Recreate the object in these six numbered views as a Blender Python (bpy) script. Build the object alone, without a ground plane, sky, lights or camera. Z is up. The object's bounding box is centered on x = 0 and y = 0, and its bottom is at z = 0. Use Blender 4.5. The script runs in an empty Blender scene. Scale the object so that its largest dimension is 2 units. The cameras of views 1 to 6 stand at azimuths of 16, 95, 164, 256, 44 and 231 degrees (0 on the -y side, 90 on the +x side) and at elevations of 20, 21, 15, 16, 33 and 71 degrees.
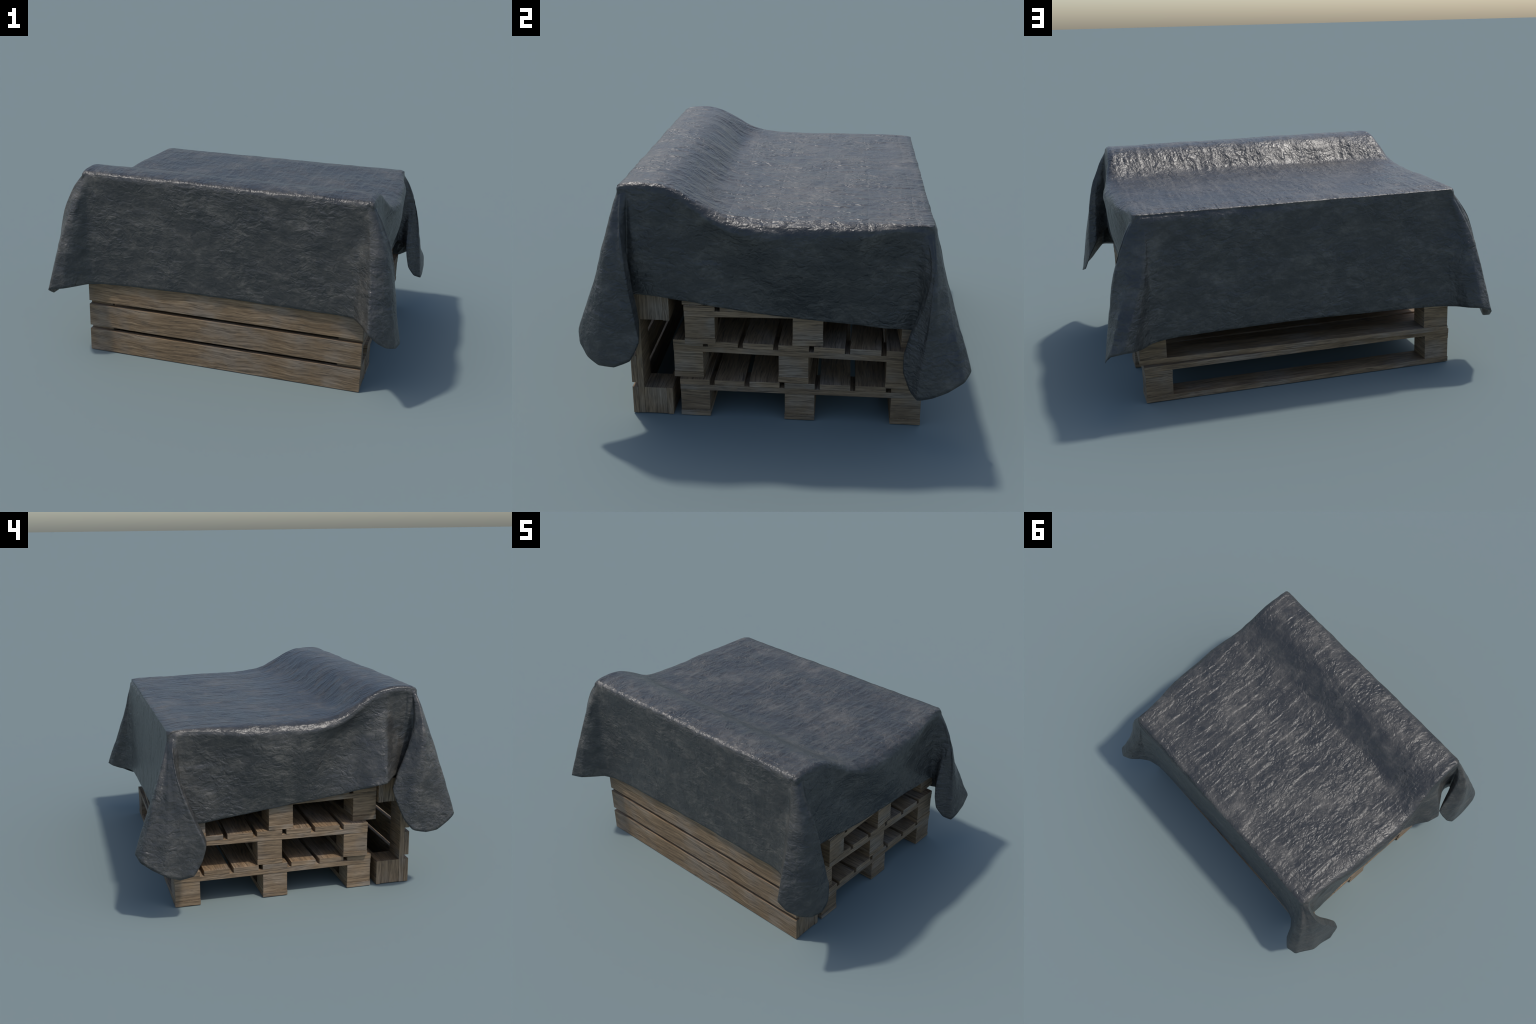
"""A square dark tarpaulin draped over a stack of wooden pallets, with one more
pallet leaning upright against the side of the stack."""
import bpy, bmesh, math
import numpy as np
from mathutils import Vector, noise

rng = np.random.default_rng(7)

# ------------------------------------------------------------------ materials
class Nodes:
    """Small helper for writing node trees as expressions."""
    def __init__(self, name):
        self.mat = bpy.data.materials.new(name)
        self.mat.use_nodes = True
        self.t = self.mat.node_tree
        self.t.nodes.clear()

    def new(self, kind, **props):
        n = self.t.nodes.new(kind)
        for k, v in props.items():
            setattr(n, k, v)
        return n

    def put(self, sock, v):
        if isinstance(v, bpy.types.NodeSocket):
            self.t.links.new(v, sock)
        else:
            sock.default_value = v

    def math(self, op, a, b=0.0, c=0.0, clamp=False):
        n = self.new("ShaderNodeMath", operation=op, use_clamp=clamp)
        for s, v in zip(n.inputs, (a, b, c)):
            self.put(s, v)
        return n.outputs[0]

    def vmath(self, op, a, b=(0, 0, 0)):
        n = self.new("ShaderNodeVectorMath", operation=op)
        self.put(n.inputs[0], a)
        self.put(n.inputs[1], b)
        return n.outputs[0]

    def sep(self, v):
        n = self.new("ShaderNodeSeparateXYZ")
        self.put(n.inputs[0], v)
        return n.outputs

    def comb(self, x, y, z):
        n = self.new("ShaderNodeCombineXYZ")
        for s, v in zip(n.inputs, (x, y, z)):
            self.put(s, v)
        return n.outputs[0]

    def noise(self, v, scale, detail=4.0, rough=0.55, distort=0.0, kind="FBM"):
        n = self.new("ShaderNodeTexNoise", noise_type=kind)
        self.put(n.inputs["Vector"], v)
        self.put(n.inputs["Scale"], scale)
        self.put(n.inputs["Detail"], detail)
        self.put(n.inputs["Roughness"], rough)
        self.put(n.inputs["Distortion"], distort)
        return n.outputs[0]

    def ramp(self, v, stops, interp="LINEAR"):
        n = self.new("ShaderNodeValToRGB")
        n.color_ramp.interpolation = interp
        e = n.color_ramp.elements
        while len(e) < len(stops):
            e.new(0.5)
        for el, (p, c) in zip(e, stops):
            el.position = p
            el.color = (*c, 1) if not isinstance(c, float) else (c, c, c, 1)
        self.put(n.inputs[0], v)
        return n.outputs[0]

    def range(self, v, a, b, lo=0.0, hi=1.0):
        n = self.new("ShaderNodeMapRange", interpolation_type="SMOOTHSTEP")
        for s, x in zip(n.inputs, (v, a, b, lo, hi)):
            self.put(s, x)
        return n.outputs[0]

    def mix(self, f, a, b, mode="MIX"):
        n = self.new("ShaderNodeMix", data_type="RGBA", blend_type=mode)
        self.put(n.inputs[0], f)
        for s, v in zip((n.inputs[6], n.inputs[7]), (a, b)):
            self.put(s, (*v, 1) if isinstance(v, tuple) else v)
        return n.outputs[2]

    def fmix(self, f, a, b):
        n = self.new("ShaderNodeMix", data_type="FLOAT")
        for s, v in zip((n.inputs[0], n.inputs[2], n.inputs[3]), (f, a, b)):
            self.put(s, v)
        return n.outputs[0]

    def bump(self, height, strength, dist, normal=None):
        n = self.new("ShaderNodeBump")
        self.put(n.inputs["Strength"], strength)
        self.put(n.inputs["Distance"], dist)
        self.put(n.inputs["Height"], height)
        if normal is not None:
            self.put(n.inputs["Normal"], normal)
        return n.outputs[0]

    def finish(self, color, rough, normal, spec=0.5):
        p = self.new("ShaderNodeBsdfPrincipled")
        self.put(p.inputs["Base Color"], color)
        self.put(p.inputs["Roughness"], rough)
        self.put(p.inputs["Specular IOR Level"], spec)
        self.put(p.inputs["Normal"], normal)
        o = self.new("ShaderNodeOutputMaterial")
        self.t.links.new(p.outputs[0], o.inputs[0])
        return self.mat


def wood_material():
    """Weathered plank wood: long streaky grain that runs level on every face
    (along the board on its broad faces, across it on the sawn ends)."""
    N = Nodes("weathered_wood")
    tc = N.new("ShaderNodeTexCoord")
    x, y, z = N.sep(tc.outputs["Object"])
    nx, ny, nz = N.sep(tc.outputs["Normal"])
    end = N.math("GREATER_THAN", N.math("ABSOLUTE", nx), 0.6)
    flat = N.math("GREATER_THAN", N.math("ABSOLUTE", nz), 0.6)
    rnd = N.new("ShaderNodeObjectInfo").outputs["Random"]
    along = N.fmix(end, x, y)
    across = N.fmix(flat, z, y)
    seed = N.math("MULTIPLY", rnd, 37.0)
    third = N.math("ADD", N.math("MULTIPLY", end, 3.7), seed)
    warp = N.noise(N.comb(N.math("MULTIPLY", along, 3.0), N.math("MULTIPLY", across, 6.0), third), 1.0, 2)
    wav = N.math("ADD", across, N.math("MULTIPLY", N.math("SUBTRACT", warp, 0.5), 0.05))
    g1 = N.noise(N.comb(N.math("MULTIPLY", along, 5.5), N.math("MULTIPLY", wav, 105.0), third), 1.0, 5, 0.62)
    g2 = N.noise(N.comb(N.math("MULTIPLY", along, 16.0), N.math("MULTIPLY", wav, 260.0), third), 1.0, 3, 0.6)
    streak = N.noise(N.comb(N.math("MULTIPLY", along, 8.0), N.math("MULTIPLY", wav, 150.0),
                            N.math("ADD", third, 9.0)), 1.0, 3, 0.7)
    patch = N.noise(N.comb(N.math("MULTIPLY", along, 4.0), N.math("MULTIPLY", across, 5.0),
                           N.math("ADD", third, 4.0)), 1.0, 3, 0.6)
    g = N.math("ADD", N.math("MULTIPLY", g1, 0.65), N.math("MULTIPLY", g2, 0.35))
    col = N.ramp(g, [(0.30, WOOD[0]), (0.43, WOOD[1]), (0.55, WOOD[2]), (0.70, WOOD[3])])
    grey = N.ramp(g, [(0.30, WOOD_GREY[0]), (0.5, WOOD_GREY[1]), (0.70, WOOD_GREY[2])])
    col = N.mix(N.math("ADD", N.range(patch, 0.44, 0.70, 0.0, 0.80), N.math("MULTIPLY", end, 0.15)), col, grey)
    col = N.mix(N.range(streak, 0.53, 0.66, 0.0, 0.62), col, WOOD_DARK)
    tone = N.math("ADD", 0.90, N.math("MULTIPLY", rnd, 0.2))
    col = N.mix(1.0, col, N.comb(tone, tone, tone), "MULTIPLY")
    h = N.math("SUBTRACT", g, N.math("MULTIPLY", N.range(streak, 0.53, 0.66), 0.35))
    nrm = N.bump(h, 0.5, 0.004)
    return N.finish(col, N.range(g, 0.3, 0.7, 0.62, 0.78), nrm, 0.35)


def tarp_material():
    """Dark grey woven plastic sheet: crumpled, creased from having been
    folded, lightly soiled with dusty brown-grey blotches."""
    N = Nodes("dark_tarpaulin")
    tc = N.new("ShaderNodeTexCoord")
    p = tc.outputs["Object"]
    x, y, z = N.sep(p)
    # dusty mottling, drawn out level, over an even charcoal
    q0 = N.vmath("ADD", p, N.vmath("MULTIPLY", N.noise_vec(p, 6.0), (0.10, 0.10, 0.05)))
    big = N.noise(N.vmath("MULTIPLY", q0, (6.0, 6.0, 9.0)), 1.0, 4, 0.60)
    streaky = N.noise(N.vmath("MULTIPLY", q0, (15.0, 15.0, 24.0)), 1.0, 5, 0.65)
    fine = N.noise(p, 60.0, 4, 0.62)
    dirt = N.math("ADD", N.math("MULTIPLY", big, 0.44),
                  N.math("ADD", N.math("MULTIPLY", streaky, 0.40), N.math("MULTIPLY", fine, 0.16)))
    col = N.ramp(dirt, [(0.40, TARP[0]), (0.48, TARP[1]), (0.54, TARP[2]), (0.63, TARP[3])])
    # weave
    w1 = N.math("SINE", N.math("MULTIPLY", N.math("ADD", x, y), 900.0))
    w2 = N.math("SINE", N.math("MULTIPLY", N.math("ADD", z, N.math("SUBTRACT", y, x)), 900.0))
    weave = N.math("MULTIPLY", w1, w2)
    # crumples: bent little ridges of several sizes, drawn out along y on the
    # top and level on the hanging sides
    level = N.range(N.math("ABSOLUTE", N.sep(tc.outputs["Normal"])[2]), 0.3, 0.8)

    def crumples(stretch):
        q = N.vmath("ADD", N.vmath("MULTIPLY", p, stretch), N.vmath("MULTIPLY", N.noise_vec(p, 9.0), (0.05, 0.05, 0.05)))
        q = N.vmath("ADD", q, N.vmath("MULTIPLY", N.noise_vec(p, 26.0), (0.016, 0.016, 0.016)))

        def ridge(sc):
            r = N.math("ABSOLUTE", N.math("SUBTRACT", N.noise(q, sc, 2, 0.5), 0.5))
            return N.math("POWER", N.math("MULTIPLY", r, 2.0), 0.9)
        return N.math("ADD", N.math("MULTIPLY", N.noise(q, 9.0, 3, 0.5), 0.9),
                      N.math("ADD", N.math("MULTIPLY", ridge(21.0), 0.75), N.math("MULTIPLY", ridge(50.0), 0.36)))
    patchy = N.range(N.noise(p, 4.2, 3), 0.36, 0.64, 0.55, 1.15)
    crumple = N.fmix(level, N.math("MULTIPLY", crumples((0.62, 0.62, 0.95)), 1.0), crumples((1.0, 0.66, 1.0)))
    crumple = N.math("MULTIPLY", crumple, patchy)
    # creases from folding, in rows across the sheet: a quick rise, a shorter
    # fall and a long flat run, wandering and fading in and out
    def rows(per_metre, wander, seed):
        v = N.vmath("ADD", p, (seed, seed * 0.7, 0.0))
        wob = N.math("MULTIPLY", N.math("SUBTRACT", N.noise(v, 2.6, 4, 0.6), 0.5), wander)
        f = N.math("FRACT", N.math("MULTIPLY", N.math("ADD", x, wob), per_metre))
        up = N.range(f, 0.0, 0.16)
        down = N.math("ADD", N.math("MULTIPLY", N.range(f, 0.20, 0.42), 0.55), N.math("MULTIPLY", N.range(f, 0.4, 1.0), 0.45))
        amt = N.range(N.noise(v, 5.5, 2), 0.40, 0.62, 0.10, 1.0)
        return N.math("MULTIPLY", N.math("SUBTRACT", up, down), amt)
    crease = N.math("ADD", rows(9.6, 0.09, 0.0), N.math("MULTIPLY", rows(15.5, 0.07, 3.1), 0.55))
    wob2 = N.math("MULTIPLY", N.math("SUBTRACT", N.noise(p, 2.9, 3), 0.5), 0.04)
    fy = N.math("FRACT", N.math("MULTIPLY", N.math("ADD", y, wob2), 5.2))
    crease2 = N.math("POWER", N.math("ABSOLUTE", N.math("SUBTRACT", N.math("MULTIPLY", fy, 2.0), 1.0)), 18.0)
    fade = N.range(level, 0.0, 1.0, 0.28, 1.0)
    h = N.math("MULTIPLY", crumple, N.range(level, 0.0, 1.0, CRUMPLE * 0.88, CRUMPLE * 1.0))
    h = N.math("ADD", h, N.math("MULTIPLY", N.math("MULTIPLY", crease, fade), 0.30))
    h = N.math("ADD", h, N.math("MULTIPLY", N.math("MULTIPLY", N.math("MULTIPLY", crease2, patchy), fade), -0.09))
    h = N.math("ADD", h, N.math("MULTIPLY", fine, 0.10))
    nrm = N.bump(h, TARP_BUMP, 0.012)
    nrm = N.bump(weave, 0.05, 0.001, nrm)
    rough = N.range(dirt, 0.4, 0.62, TARP_ROUGH[0], TARP_ROUGH[1])
    return N.finish(col, rough, nrm, 0.5)


def noise_vec(self, v, scale):
    n = self.new("ShaderNodeTexNoise")
    self.put(n.inputs["Vector"], v)
    self.put(n.inputs["Scale"], scale)
    self.put(n.inputs["Detail"], 2.0)
    return self.vmath("SUBTRACT", n.outputs[1], (0.5, 0.5, 0.5))
Nodes.noise_vec = noise_vec

WOOD = [(0.066, 0.044, 0.025), (0.156, 0.102, 0.056), (0.242, 0.162, 0.091), (0.350, 0.248, 0.146)]
WOOD_GREY = [(0.092, 0.073, 0.054), (0.220, 0.177, 0.134), (0.350, 0.289, 0.224)]
WOOD_DARK = (0.052, 0.039, 0.027)
TARP = [(0.032, 0.033, 0.033), (0.041, 0.041, 0.039), (0.057, 0.055, 0.050), (0.093, 0.087, 0.076)]
TARP_ROUGH = (0.35, 0.43)
TARP_BUMP = 1.0
CRUMPLE = 0.78


wood = wood_material()
tarp = tarp_material()

# ------------------------------------------------------------------ pallets
LENGTH, WIDTH = 1.588, 1.061
SKID_H, BLOCK_H, STRINGER_H, DECK_H = 0.027, 0.102, 0.027, 0.027
PALLET_H = SKID_H + BLOCK_H + STRINGER_H + DECK_H
POST = 0.133                      # width of skids, blocks and stringers
DECK_W, DECKS = 0.133, 7


def box_mesh(name, sx, sy, sz, cuts_x=1):
    """A sawn timber: box with small worn chamfers, origin at its centre."""
    bm = bmesh.new()
    bmesh.ops.create_cube(bm, size=1.0)
    bmesh.ops.scale(bm, vec=(sx, sy, sz), verts=bm.verts)
    bmesh.ops.bevel(bm, geom=bm.edges[:], offset=0.0016, segments=2, profile=0.5, affect="EDGES")
    me = bpy.data.meshes.new(name)
    bm.to_mesh(me)
    bm.free()
    me.materials.append(wood)
    for poly in me.polygons:
        poly.use_smooth = False
    return me


E = 0.0004                       # hairline joint so that no faces coincide
timber = {
    "skid": box_mesh("skid", LENGTH, POST, SKID_H - E),
    "block": box_mesh("block", 0.130, POST - 0.003, BLOCK_H - E),
    "stringer": box_mesh("stringer", 0.133, WIDTH - 0.001, STRINGER_H - E),
    "deck_board": box_mesh("deck_board", LENGTH + 0.001, DECK_W, DECK_H - E),
}


def add_part(kind, parent, loc):
    o = bpy.data.objects.new(kind, timber[kind])
    bpy.context.collection.objects.link(o)
    o.parent = parent
    o.location = loc
    return o


def make_pallet(loc, rot):
    root = bpy.data.objects.new("wooden_pallet", None)
    bpy.context.collection.objects.link(root)
    root.location, root.rotation_euler = loc, rot
    root["label"] = "weathered brown wooden shipping pallet with gapped boards"
    root["category"] = "wooden pallet"
    rows = [-(WIDTH - POST) / 2, 0.0, (WIDTH - POST) / 2]
    ends = [-(LENGTH - 0.130) / 2 + 0.002, (LENGTH - 0.130) / 2 - 0.002]
    for y in rows:
        add_part("skid", root, (0, y, SKID_H / 2))
        for x in ends:
            add_part("block", root, (x, y, SKID_H + BLOCK_H / 2))
    for x in ends:
        add_part("stringer", root, (x, 0, SKID_H + BLOCK_H + STRINGER_H / 2))
    pitch = (WIDTH - DECK_W) / (DECKS - 1)
    for i in range(DECKS):
        add_part("deck_board", root, (0, -(WIDTH - DECK_W) / 2 + i * pitch, PALLET_H - DECK_H / 2))
    return root


STACK_C = (0.009, 0.1105)
STACK_TURNS = (0.0, -2.0, 2.4, 1.9, 0.0)      # each pallet lies a little askew (degrees)
for level, turn in enumerate(STACK_TURNS):
    make_pallet((*STACK_C, level * (PALLET_H + 0.0005)), (0, 0, math.radians(turn)))
# the upright one: deck facing -y
make_pallet((0.009, -0.455, WIDTH / 2), (math.radians(90), 0, 0))

# ------------------------------------------------------------------ tarpaulin
TX0, TX1, TY0, TY1 = -0.778, 0.788, -0.618, 0.624   # rim where the top turns down


def curve(knots, pts, at):
    """Smooth curve through pts at given knots (Catmull-Rom, uneven knots)."""
    knots, pts = np.asarray(knots, float), np.asarray(pts, float)
    if pts.ndim == 1:
        pts = pts[:, None]
    d = np.gradient(pts, knots, axis=0)
    i = np.clip(np.searchsorted(knots, at, side="right") - 1, 0, len(knots) - 2)
    hseg = (knots[i + 1] - knots[i])[:, None]
    t = ((at - knots[i]) / (knots[i + 1] - knots[i]))[:, None]
    # finite-difference tangents limited to twice the local chord: no overshoot
    c = (pts[i + 1] - pts[i]) / hseg
    m0, m1 = d[i], d[i + 1]
    lim = 1.6 * np.linalg.norm(c, axis=1, keepdims=True) + 1e-9
    for m in (m0, m1):
        n = np.linalg.norm(m, axis=1, keepdims=True)
        m *= np.minimum(1.0, lim / np.maximum(n, 1e-9))
    t2, t3 = t * t, t * t * t
    return ((2 * t3 - 3 * t2 + 1) * pts[i] + (t3 - 2 * t2 + t) * hseg * m0
            + (-2 * t3 + 3 * t2) * pts[i + 1] + (t3 - t2) * hseg * m1)


# height of the covered top from front to back: ridge over the upright pallet,
# slope, then flat over the stack
PROFILE_Y = [-0.64, -0.58, -0.52, -0.455, -0.40, -0.33, -0.26, -0.20, -0.13, -0.06, 0.02, 0.12, 0.35, 0.55, 0.64]
PROFILE_Z = [1.072, 1.079, 1.080, 1.072, 1.051, 1.012, 0.974, 0.952, 0.941, 0.936, 0.934, 0.933, 0.932, 0.931, 0.922]


def top_z(y, x=0.0):
    """Profile height, with the slope sagging between its two ends."""
    y, x = np.atleast_1d(np.asarray(y, float)), np.asarray(x, float)
    sag = 0.017 * np.clip(1 - (x / 0.76) ** 4, 0, 1) + 0.014 * np.exp(-((x + 0.42) / 0.28) ** 2)
    return curve(PROFILE_Y, PROFILE_Z, y)[:, 0] - sag * np.exp(-((y + 0.285) / 0.075) ** 2)


# how far the rim swells outward past the top edge on the two x sides
def swell(y, right):
    bell = lambda c, w: np.exp(-((y - c) / w) ** 2)
    return np.where(right, 0.026 + 0.066 * bell(-0.05, 0.26) + 0.040 * bell(0.30, 0.18),
                    0.019 + 0.060 * bell(-0.06, 0.26) + 0.036 * bell(0.28, 0.16) + 0.008 * bell(0.6, 0.2))


# hem of the sheet at each hanging corner, from the x side round to the y side.
# Each entry: hem point, and how far the fold is pushed off the straight line
# from the corner of the stack half way down.
O = (0, 0, 0)
FLAP_FRONT_LEFT = [
    ((-0.808, -0.200, 0.532), (.036, 0, 0)), ((-0.842, -0.300, 0.560), (.038, 0, 0)), ((-0.890, -0.375, 0.588), (.022, 0, 0)),
    ((-0.910, -0.448, 0.606), (.010, -.005, 0)), ((-0.865, -0.500, 0.625), (.034, .0, 0)),
    ((-0.822, -0.545, 0.632), (.016, 0, 0)), ((-0.803, -0.600, 0.622), (-.002, 0, 0)), ((-0.812, -0.648, 0.608), (-.002, 0, 0)),
    ((-0.838, -0.640, 0.606), (-.002, -.01, 0)), ((-0.862, -0.540, 0.600), (-.004, -.028, 0)),
    ((-0.886, -0.488, 0.575), (-.026, -.026, 0)), ((-0.918, -0.504, 0.495), (-.046, -.026, 0)), ((-0.953, -0.531, 0.415), (-.062, -.028, 0)),
    ((-0.977, -0.568, 0.368), (-.062, -.030, 0)), ((-0.978, -0.640, 0.350), (-.056, -.022, 0)),
    ((-0.974, -0.705, 0.356), (-.048, -.014, 0)), ((-0.968, -0.772, 0.398), (-.036, -.008, 0)),
    ((-0.942, -0.817, 0.425), (-.026, -.006, .0)), ((-0.868, -0.796, 0.430), (-.026, -.010, 0)),
    ((-0.812, -0.738, 0.430), (-.016, -.006, 0)), ((-0.765, -0.688, 0.430), (-.002, .002, 0)), ((-0.690, -0.664, 0.432), O)]
FLAP_FRONT_RIGHT = [
    ((0.812, -0.100, 0.525), (-.012, 0, 0)), ((0.814, -0.250, 0.549), (-.018, 0, 0)), ((0.832, -0.390, 0.573), (-.002, 0, 0)), ((0.836, -0.500, 0.593), (.008, 0, 0)),
    ((0.834, -0.570, 0.598), (.012, 0, 0)), ((0.826, -0.630, 0.592), (.010, 0, 0)),
    ((0.852, -0.620, 0.578), (.018, .0, 0)), ((0.905, -0.560, 0.525), (.034, -.012, 0)), ((0.960, -0.554, 0.430), (.046, -.012, 0)),
    ((0.984, -0.590, 0.358), (.042, -.008, 0)), ((1.000, -0.655, 0.335), (.036, -.024, 0)),
    ((0.988, -0.726, 0.336), (.034, -.022, 0)), ((0.948, -0.786, 0.358), (.030, -.016, 0)),
    ((0.902, -0.826, 0.396), (.022, -.006, 0)), ((0.856, -0.838, 0.440), (.014, .006, 0)),
    ((0.802, -0.762, 0.456), (.006, .014, 0)), ((0.748, -0.692, 0.456), (.0, .010, 0)), ((0.690, -0.666, 0.446), O)]
FLAP_BACK_RIGHT = [
    ((0.802, 0.270, 0.484), (.004, 0, 0)), ((0.800, 0.460, 0.465), (-.012, 0, 0)), ((0.802, 0.545, 0.464), (-.008, 0, 0)),
    ((0.806, 0.605, 0.462), (0, 0, 0)), ((0.842, 0.602, 0.455), (.014, .016, 0)),
    ((0.872, 0.562, 0.440), (.026, .038, 0)), ((0.882, 0.548, 0.380), (.044, .042, 0)), ((0.898, 0.548, 0.310), (.050, .040, 0)),
    ((0.938, 0.575, 0.245), (.050, .030, 0)), ((0.978, 0.604, 0.225), (.044, .015, 0)),
    ((0.986, 0.666, 0.243), (.038, .010, 0)), ((0.985, 0.726, 0.272), (.018, .006, 0)),
    ((0.972, 0.790, 0.315), (-.012, .004, 0)), ((0.909, 0.826, 0.337), (-.034, .0, 0)),
    ((0.858, 0.796, 0.328), (-.024, .006, 0)), ((0.815, 0.742, 0.318), (-.012, .014, 0)),
    ((0.763, 0.706, 0.326), (0, .010, 0)), ((0.690, 0.684, 0.330), O)]
FLAP_BACK_LEFT = [
    ((-0.806, 0.180, 0.488), (-.008, 0, 0)), ((-0.810, 0.330, 0.472), (.010, 0, 0)), ((-0.820, 0.480, 0.456), (.014, 0, 0)), ((-0.822, 0.550, 0.452), (.004, 0, 0)),
    ((-0.822, 0.598, 0.450), (.002, 0, 0)), ((-0.870, 0.560, 0.440), (-.012, .016, 0)),
    ((-0.950, 0.500, 0.415), (-.028, .034, 0)), ((-0.990, 0.508, 0.390), (-.040, .034, 0)),
    ((-0.994, 0.530, 0.320), (-.046, .025, 0)), ((-0.998, 0.572, 0.252), (-.050, .02, 0)),
    ((-0.986, 0.640, 0.233), (-.050, .012, 0)), ((-0.984, 0.708, 0.257), (-.046, .006, 0)),
    ((-0.950, 0.772, 0.286), (-.040, .002, 0)), ((-0.931, 0.823, 0.322), (-.038, .012, 0)),
    ((-0.868, 0.842, 0.348), (-.024, .006, 0)), ((-0.812, 0.796, 0.343), (-.010, -.012, 0)),
    ((-0.785, 0.740, 0.335), (0, -.006, 0)), ((-0.745, 0.692, 0.326), O), ((-0.680, 0.672, 0.325), O)]
# hems along the plain sides, between the flaps
HEM_FRONT = [((-0.35, -0.654, 0.443), O), ((0.10, -0.654, 0.447), O), ((0.45, -0.656, 0.446), O)]
HEM_RIGHT = [((0.806, 0.10, 0.500), (.016, 0, 0))]
HEM_BACK = [((0.40, 0.672, 0.336), O), ((0.0, 0.664, 0.338), O), ((-0.40, 0.664, 0.330), O)]
HEM_LEFT = [((-0.802, 0.0, 0.508), (-.010, 0, 0))]

NX, NY, NC = 100, 84, 34          # columns along x sides, y sides, and half a corner
ARC = 0.030                       # rounding of the rim at the corners (plan view)
ROWS, SHOULDER = 46, 7


def side_positions(n, lo, hi):
    """Rim positions along one side; the first and last NC sit in the corner arc."""
    a = np.linspace(0, 1, NC + 1)
    arc = ARC * (1 - np.cos(a * math.pi / 4) / 1.0)     # crowding into the corner
    arc = ARC * a
    mid = np.linspace(lo + ARC, hi - ARC, n + 1)
    return np.concatenate([lo + arc[:-1], mid, hi - arc[::-1][1:]])


px, py = side_positions(NX, TX0, TX1), side_positions(NY, TY0, TY1)
nx, ny = len(px), len(py)


def round_corner(x, y):
    """Pull points of the square grid's corner zones into a rounded corner."""
    cx = np.clip(x, TX0 + ARC, TX1 - ARC)
    cy = np.clip(y, TY0 + ARC, TY1 - ARC)
    dx, dy = x - cx, y - cy
    m = np.maximum(np.abs(dx), np.abs(dy))
    l = np.hypot(dx, dy)
    k = np.where(l > 1e-9, m / np.maximum(l, 1e-9), 1.0)
    both = (np.abs(dx) > 1e-9) & (np.abs(dy) > 1e-9)
    k = np.where(both, k, 1.0)
    return cx + dx * k, cy + dy * k


GX, GY = round_corner(*np.meshgrid(px, py, indexing="ij"))
GZ = top_z(GY.ravel(), GX.ravel()).reshape(GY.shape)

# rim loop, counter-clockwise from the front-left corner: grid indices
loop = ([(i, 0) for i in range(nx - 1)] + [(nx - 1, j) for j in range(ny - 1)]
        + [(i, ny - 1) for i in range(nx - 1, 0, -1)] + [(0, j) for j in range(ny - 1, 0, -1)])
L = len(loop)
corner_at = [0, nx - 1, nx + ny - 2, 2 * nx + ny - 3]      # loop index of each corner

# control points of hem and mid-fold along the loop
ctrl = []


def loop_pos_on_side(side, v):
    start = corner_at[side]
    if side == 0:
        return start + np.interp(v, px, np.arange(nx))
    if side == 1:
        return start + np.interp(v, py, np.arange(ny))
    if side == 2:
        return start + np.interp(-v, -px[::-1], np.arange(nx))
    return start + np.interp(-v, -py[::-1], np.arange(ny))


def add_flap(corner, pts, x_first):
    """Spread a flap's hem points over the columns of its corner; points still
    on a plain side keep to their own place on that side."""
    if not x_first:
        pts = pts[::-1]
    h = np.array([p[0] for p in pts])
    seg = np.r_[0, np.cumsum(np.linalg.norm(np.diff(h, axis=0), axis=1))]
    before, after = (corner - 1) % 4, corner
    start, end = corner_at[corner] - NC - 1, corner_at[corner] + NC + 1
    lo_ax, hi_ax = (1, 0) if x_first else (0, 1)
    lims = {0: (TX0 + .06, TX1 - .06), 1: (TY0 + .06, TY1 - .06)}
    free = []
    for k, (hp, off) in enumerate(pts):
        inside = [lims[a][0] < hp[a] < lims[a][1] for a in (0, 1)]
        free.append(not (inside[lo_ax] and k < 4 or inside[hi_ax] and k > len(pts) - 4))
    ids = [k for k in range(len(pts)) if free[k]]
    a, b = ids[0], ids[-1]
    for k, (hp, off) in enumerate(pts):
        if k < a:
            c = loop_pos_on_side(before, hp[lo_ax])
            if before == 3 and corner == 0:
                c -= L
        elif k > b:
            c = loop_pos_on_side(after, hp[hi_ax])
        else:
            c = start + (end - start) * (seg[k] - seg[a]) / (seg[b] - seg[a])
        ctrl.append((c, hp, off))


add_flap(0, FLAP_FRONT_LEFT, True)
for hp, off in HEM_FRONT:
    ctrl.append((loop_pos_on_side(0, hp[0]), hp, off))
add_flap(1, FLAP_FRONT_RIGHT, False)
for hp, off in HEM_RIGHT:
    ctrl.append((loop_pos_on_side(1, hp[1]), hp, off))
add_flap(2, FLAP_BACK_RIGHT, True)
for hp, off in HEM_BACK:
    ctrl.append((loop_pos_on_side(2, hp[0]), hp, off))
add_flap(3, FLAP_BACK_LEFT, False)
for hp, off in HEM_LEFT:
    ctrl.append((loop_pos_on_side(3, hp[1]), hp, off))
ctrl.sort(key=lambda c: c[0])
knots = np.array([c[0] for c in ctrl])
hems = np.array([c[1] for c in ctrl], float)
offs = np.array([c[2] for c in ctrl], float)
knots3 = np.r_[knots - L, knots, knots + L]
cols = np.arange(L, dtype=float)
HEM = curve(knots3, np.tile(hems, (3, 1)), cols)
# the cut edge of the sheet stays a little angular
STRAIGHT = np.stack([np.interp(cols, knots3, np.tile(hems[:, a], 3)) for a in range(3)], 1)
HEM = 0.25 * HEM + 0.75 * STRAIGHT
OFF = curve(knots3, np.tile(offs, (3, 1)), cols)

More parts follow.
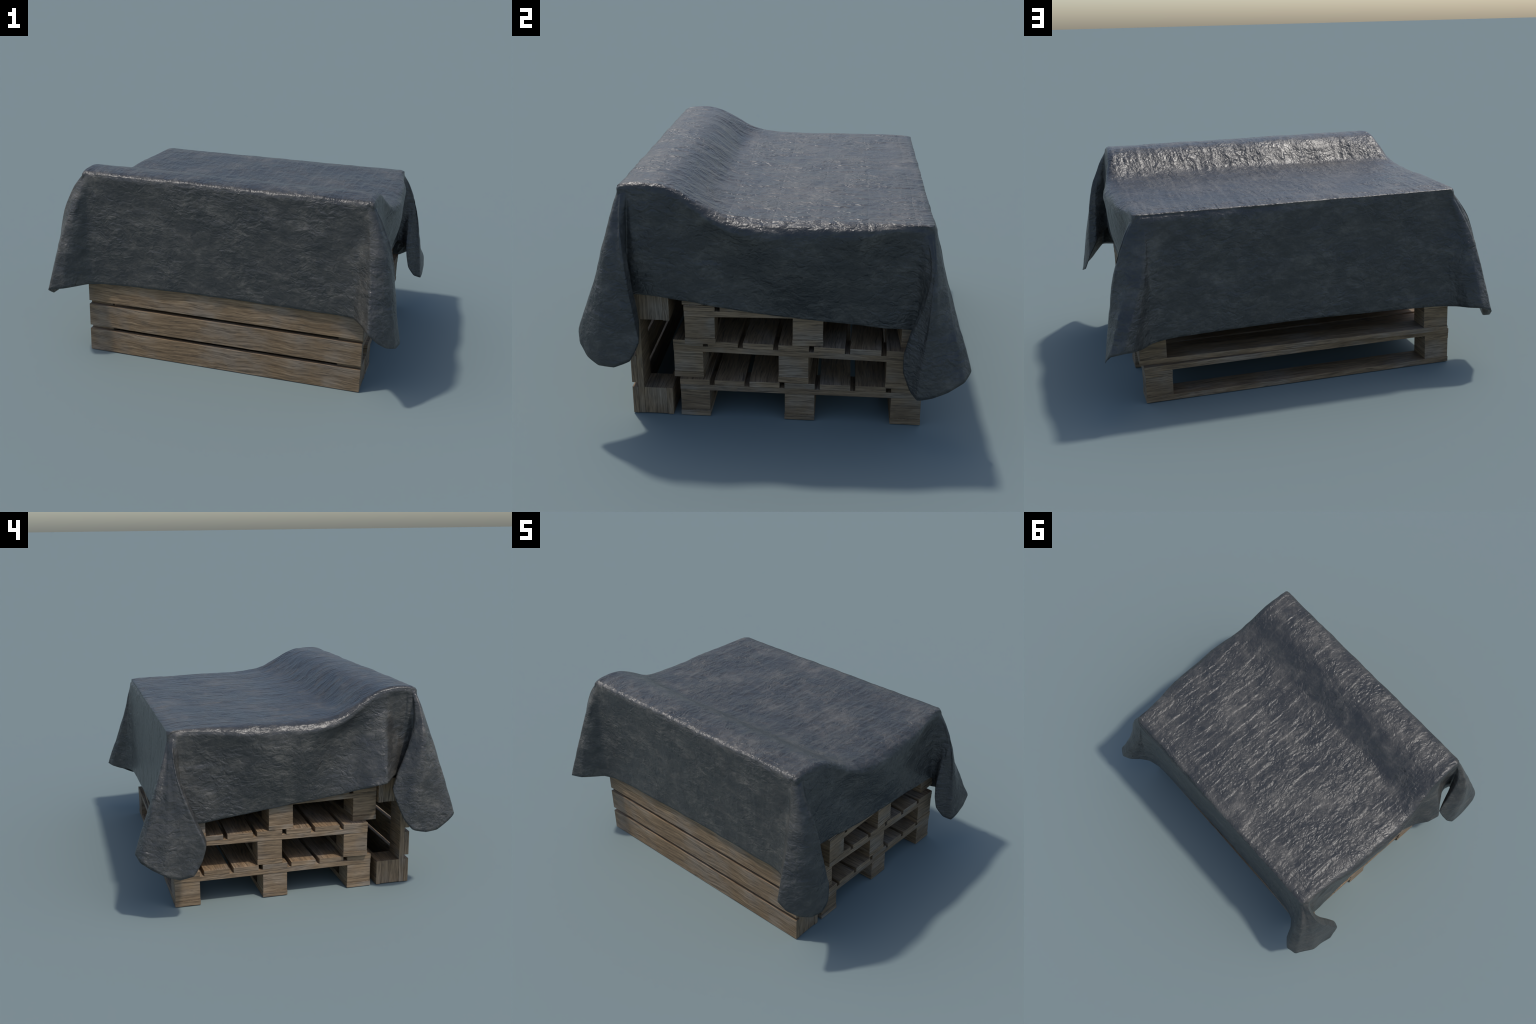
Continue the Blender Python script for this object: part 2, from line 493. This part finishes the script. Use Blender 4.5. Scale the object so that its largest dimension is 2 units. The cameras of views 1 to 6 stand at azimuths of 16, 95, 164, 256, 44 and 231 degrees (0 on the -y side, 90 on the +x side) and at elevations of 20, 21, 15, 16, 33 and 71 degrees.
# outward direction of the rim for every column
li = np.array(loop)
RIM = np.stack([GX[li[:, 0], li[:, 1]], GY[li[:, 0], li[:, 1]], GZ[li[:, 0], li[:, 1]]], 1)
OUT = np.zeros((L, 3))
for k, (i, j) in enumerate(loop):
    x, y = RIM[k, 0], RIM[k, 1]
    cx = min(max(x, TX0 + ARC), TX1 - ARC)
    cy = min(max(y, TY0 + ARC), TY1 - ARC)
    d = np.array([x - cx, y - cy, 0.0])
    OUT[k] = d / np.linalg.norm(d)

xness = np.abs(OUT[:, 0]) ** 2
cornerness = 1 - np.abs(OUT[:, 0] ** 2 - OUT[:, 1] ** 2)
side = np.where(OUT[:, 1] < 0, 0.034, 0.030 + 0.012 * RIM[:, 0])
reach = xness * swell(RIM[:, 1], OUT[:, 0] > 0) + (1 - xness) * side + 0.010 * cornerness
drop = xness * (0.027 + 0.40 * (swell(RIM[:, 1], OUT[:, 0] > 0) - 0.022)) + (1 - xness) * np.where(OUT[:, 1] < 0, 0.034, 0.038)

rings = []                        # rings[r] = (L,3) points, r = 0 is just below the rim
SH = RIM + OUT * reach[:, None] - np.array([0, 0, 1.0]) * drop[:, None]
for s in range(1, SHOULDER + 1):   # rounded shoulder: quarter ellipse
    a = s / SHOULDER * math.pi / 2
    rings.append(RIM + OUT * (reach * math.sin(a))[:, None]
                 - np.array([0, 0, 1.0]) * (drop * (1 - math.cos(a)))[:, None])
span = np.linalg.norm(HEM - SH, axis=1)[:, None]
for r in range(1, ROWS + 1):
    t = r / ROWS
    # leave the shoulder straight down, then run to the hem through the mid-fold
    a = 0.22
    p0, p3 = SH, HEM
    p1 = SH + (HEM - SH) / 3 + (np.array([0, 0, -1.0]) * span / 3 - (HEM - SH) / 3) * a
    p2 = SH + (HEM - SH) * 2 / 3
    q = (1 - t) ** 3 * p0 + 3 * (1 - t) ** 2 * t * p1 + 3 * (1 - t) * t * t * p2 + t ** 3 * p3
    rings.append(q + OFF * (0.35 * 4 * t * (1 - t) + 0.75 * 6.75 * t * (1 - t) ** 2))

def keep_clear(p, gap=0.0075):
    """Rest the hanging cloth against the timber: points that would lie inside a
    pallet's outline are moved straight out through its nearest side."""
    boxes = [((*STACK_C,), math.radians(a), k * PALLET_H - 0.012, (k + 1) * PALLET_H + 0.012, LENGTH, WIDTH)
             for k, a in enumerate(STACK_TURNS)]
    boxes.append(((0.009, -0.5465), 0.0, 0.0, WIDTH + 0.002, LENGTH, PALLET_H))
    for c, a, z0, z1, lx, ly in boxes:
        ca, sa = math.cos(a), math.sin(a)
        d = p[:, :2] - c
        u, v = d[:, 0] * ca + d[:, 1] * sa, -d[:, 0] * sa + d[:, 1] * ca
        ou, ov = np.abs(u) - lx / 2, np.abs(v) - ly / 2
        inside = (ou < gap) & (ov < gap) & (p[:, 2] > z0) & (p[:, 2] < z1)
        by_u = inside & (ou >= ov)
        by_v = inside & (ou < ov)
        u[by_u] = np.sign(u[by_u]) * (lx / 2 + gap)
        v[by_v] = np.sign(v[by_v]) * (ly / 2 + gap)
        p[:, 0], p[:, 1] = c[0] + u * ca - v * sa, c[1] + u * sa + v * ca
    return p


rings = [keep_clear(r) for r in rings]

verts = [(GX[i, j], GY[i, j], GZ[i, j]) for i in range(nx) for j in range(ny)]
gid = lambda i, j: i * ny + j
faces = [(gid(i, j), gid(i + 1, j), gid(i + 1, j + 1), gid(i, j + 1)) for i in range(nx - 1) for j in range(ny - 1)]
prev = [gid(i, j) for i, j in loop]
for ring in rings:
    base = len(verts)
    verts += [tuple(p) for p in ring]
    cur = list(range(base, base + L))
    for k in range(L):
        n = (k + 1) % L
        faces.append((prev[k], cur[k], cur[n], prev[n]))
    prev = cur
me = bpy.data.meshes.new("tarpaulin")
me.from_pydata(verts, [], faces)
me.validate()
me.update()
bm = bmesh.new()
bm.from_mesh(me)
bmesh.ops.recalc_face_normals(bm, faces=bm.faces)
bm.to_mesh(me)
bm.free()
# soft irregular waviness of the cloth
co = np.empty(len(me.vertices) * 3)
me.vertices.foreach_get("co", co)
co = co.reshape(-1, 3)
nr = np.array([v.normal for v in me.vertices])
if nr[gid(nx // 2, ny // 2)][2] < 0:
    me.flip_normals()
    me.update()
    nr = np.array([v.normal for v in me.vertices])
wave = np.empty(len(co))
for k, p in enumerate(co):
    v = Vector(p)
    w = noise.noise(v * 3.1 + Vector((5, 1, 2))) * 0.0030 + noise.noise(v * 8.0) * 0.0036
    w += (0.35 - abs(noise.noise(v * 15.0 + Vector((3, 0, 9))))) * 0.0034
    wave[k] = w
co += nr * wave[:, None]
me.vertices.foreach_set("co", co.ravel())
me.update()
me.materials.append(tarp)
me.polygons.foreach_set("use_smooth", [True] * len(me.polygons))
cover = bpy.data.objects.new("tarpaulin", me)
bpy.context.collection.objects.link(cover)
m = cover.modifiers.new("cloth_thickness", "SOLIDIFY")
m.thickness = 0.002
m.offset = -1.0
cover["label"] = "dark grey crumpled tarpaulin draped over stacked pallets"
cover["category"] = "tarpaulin"
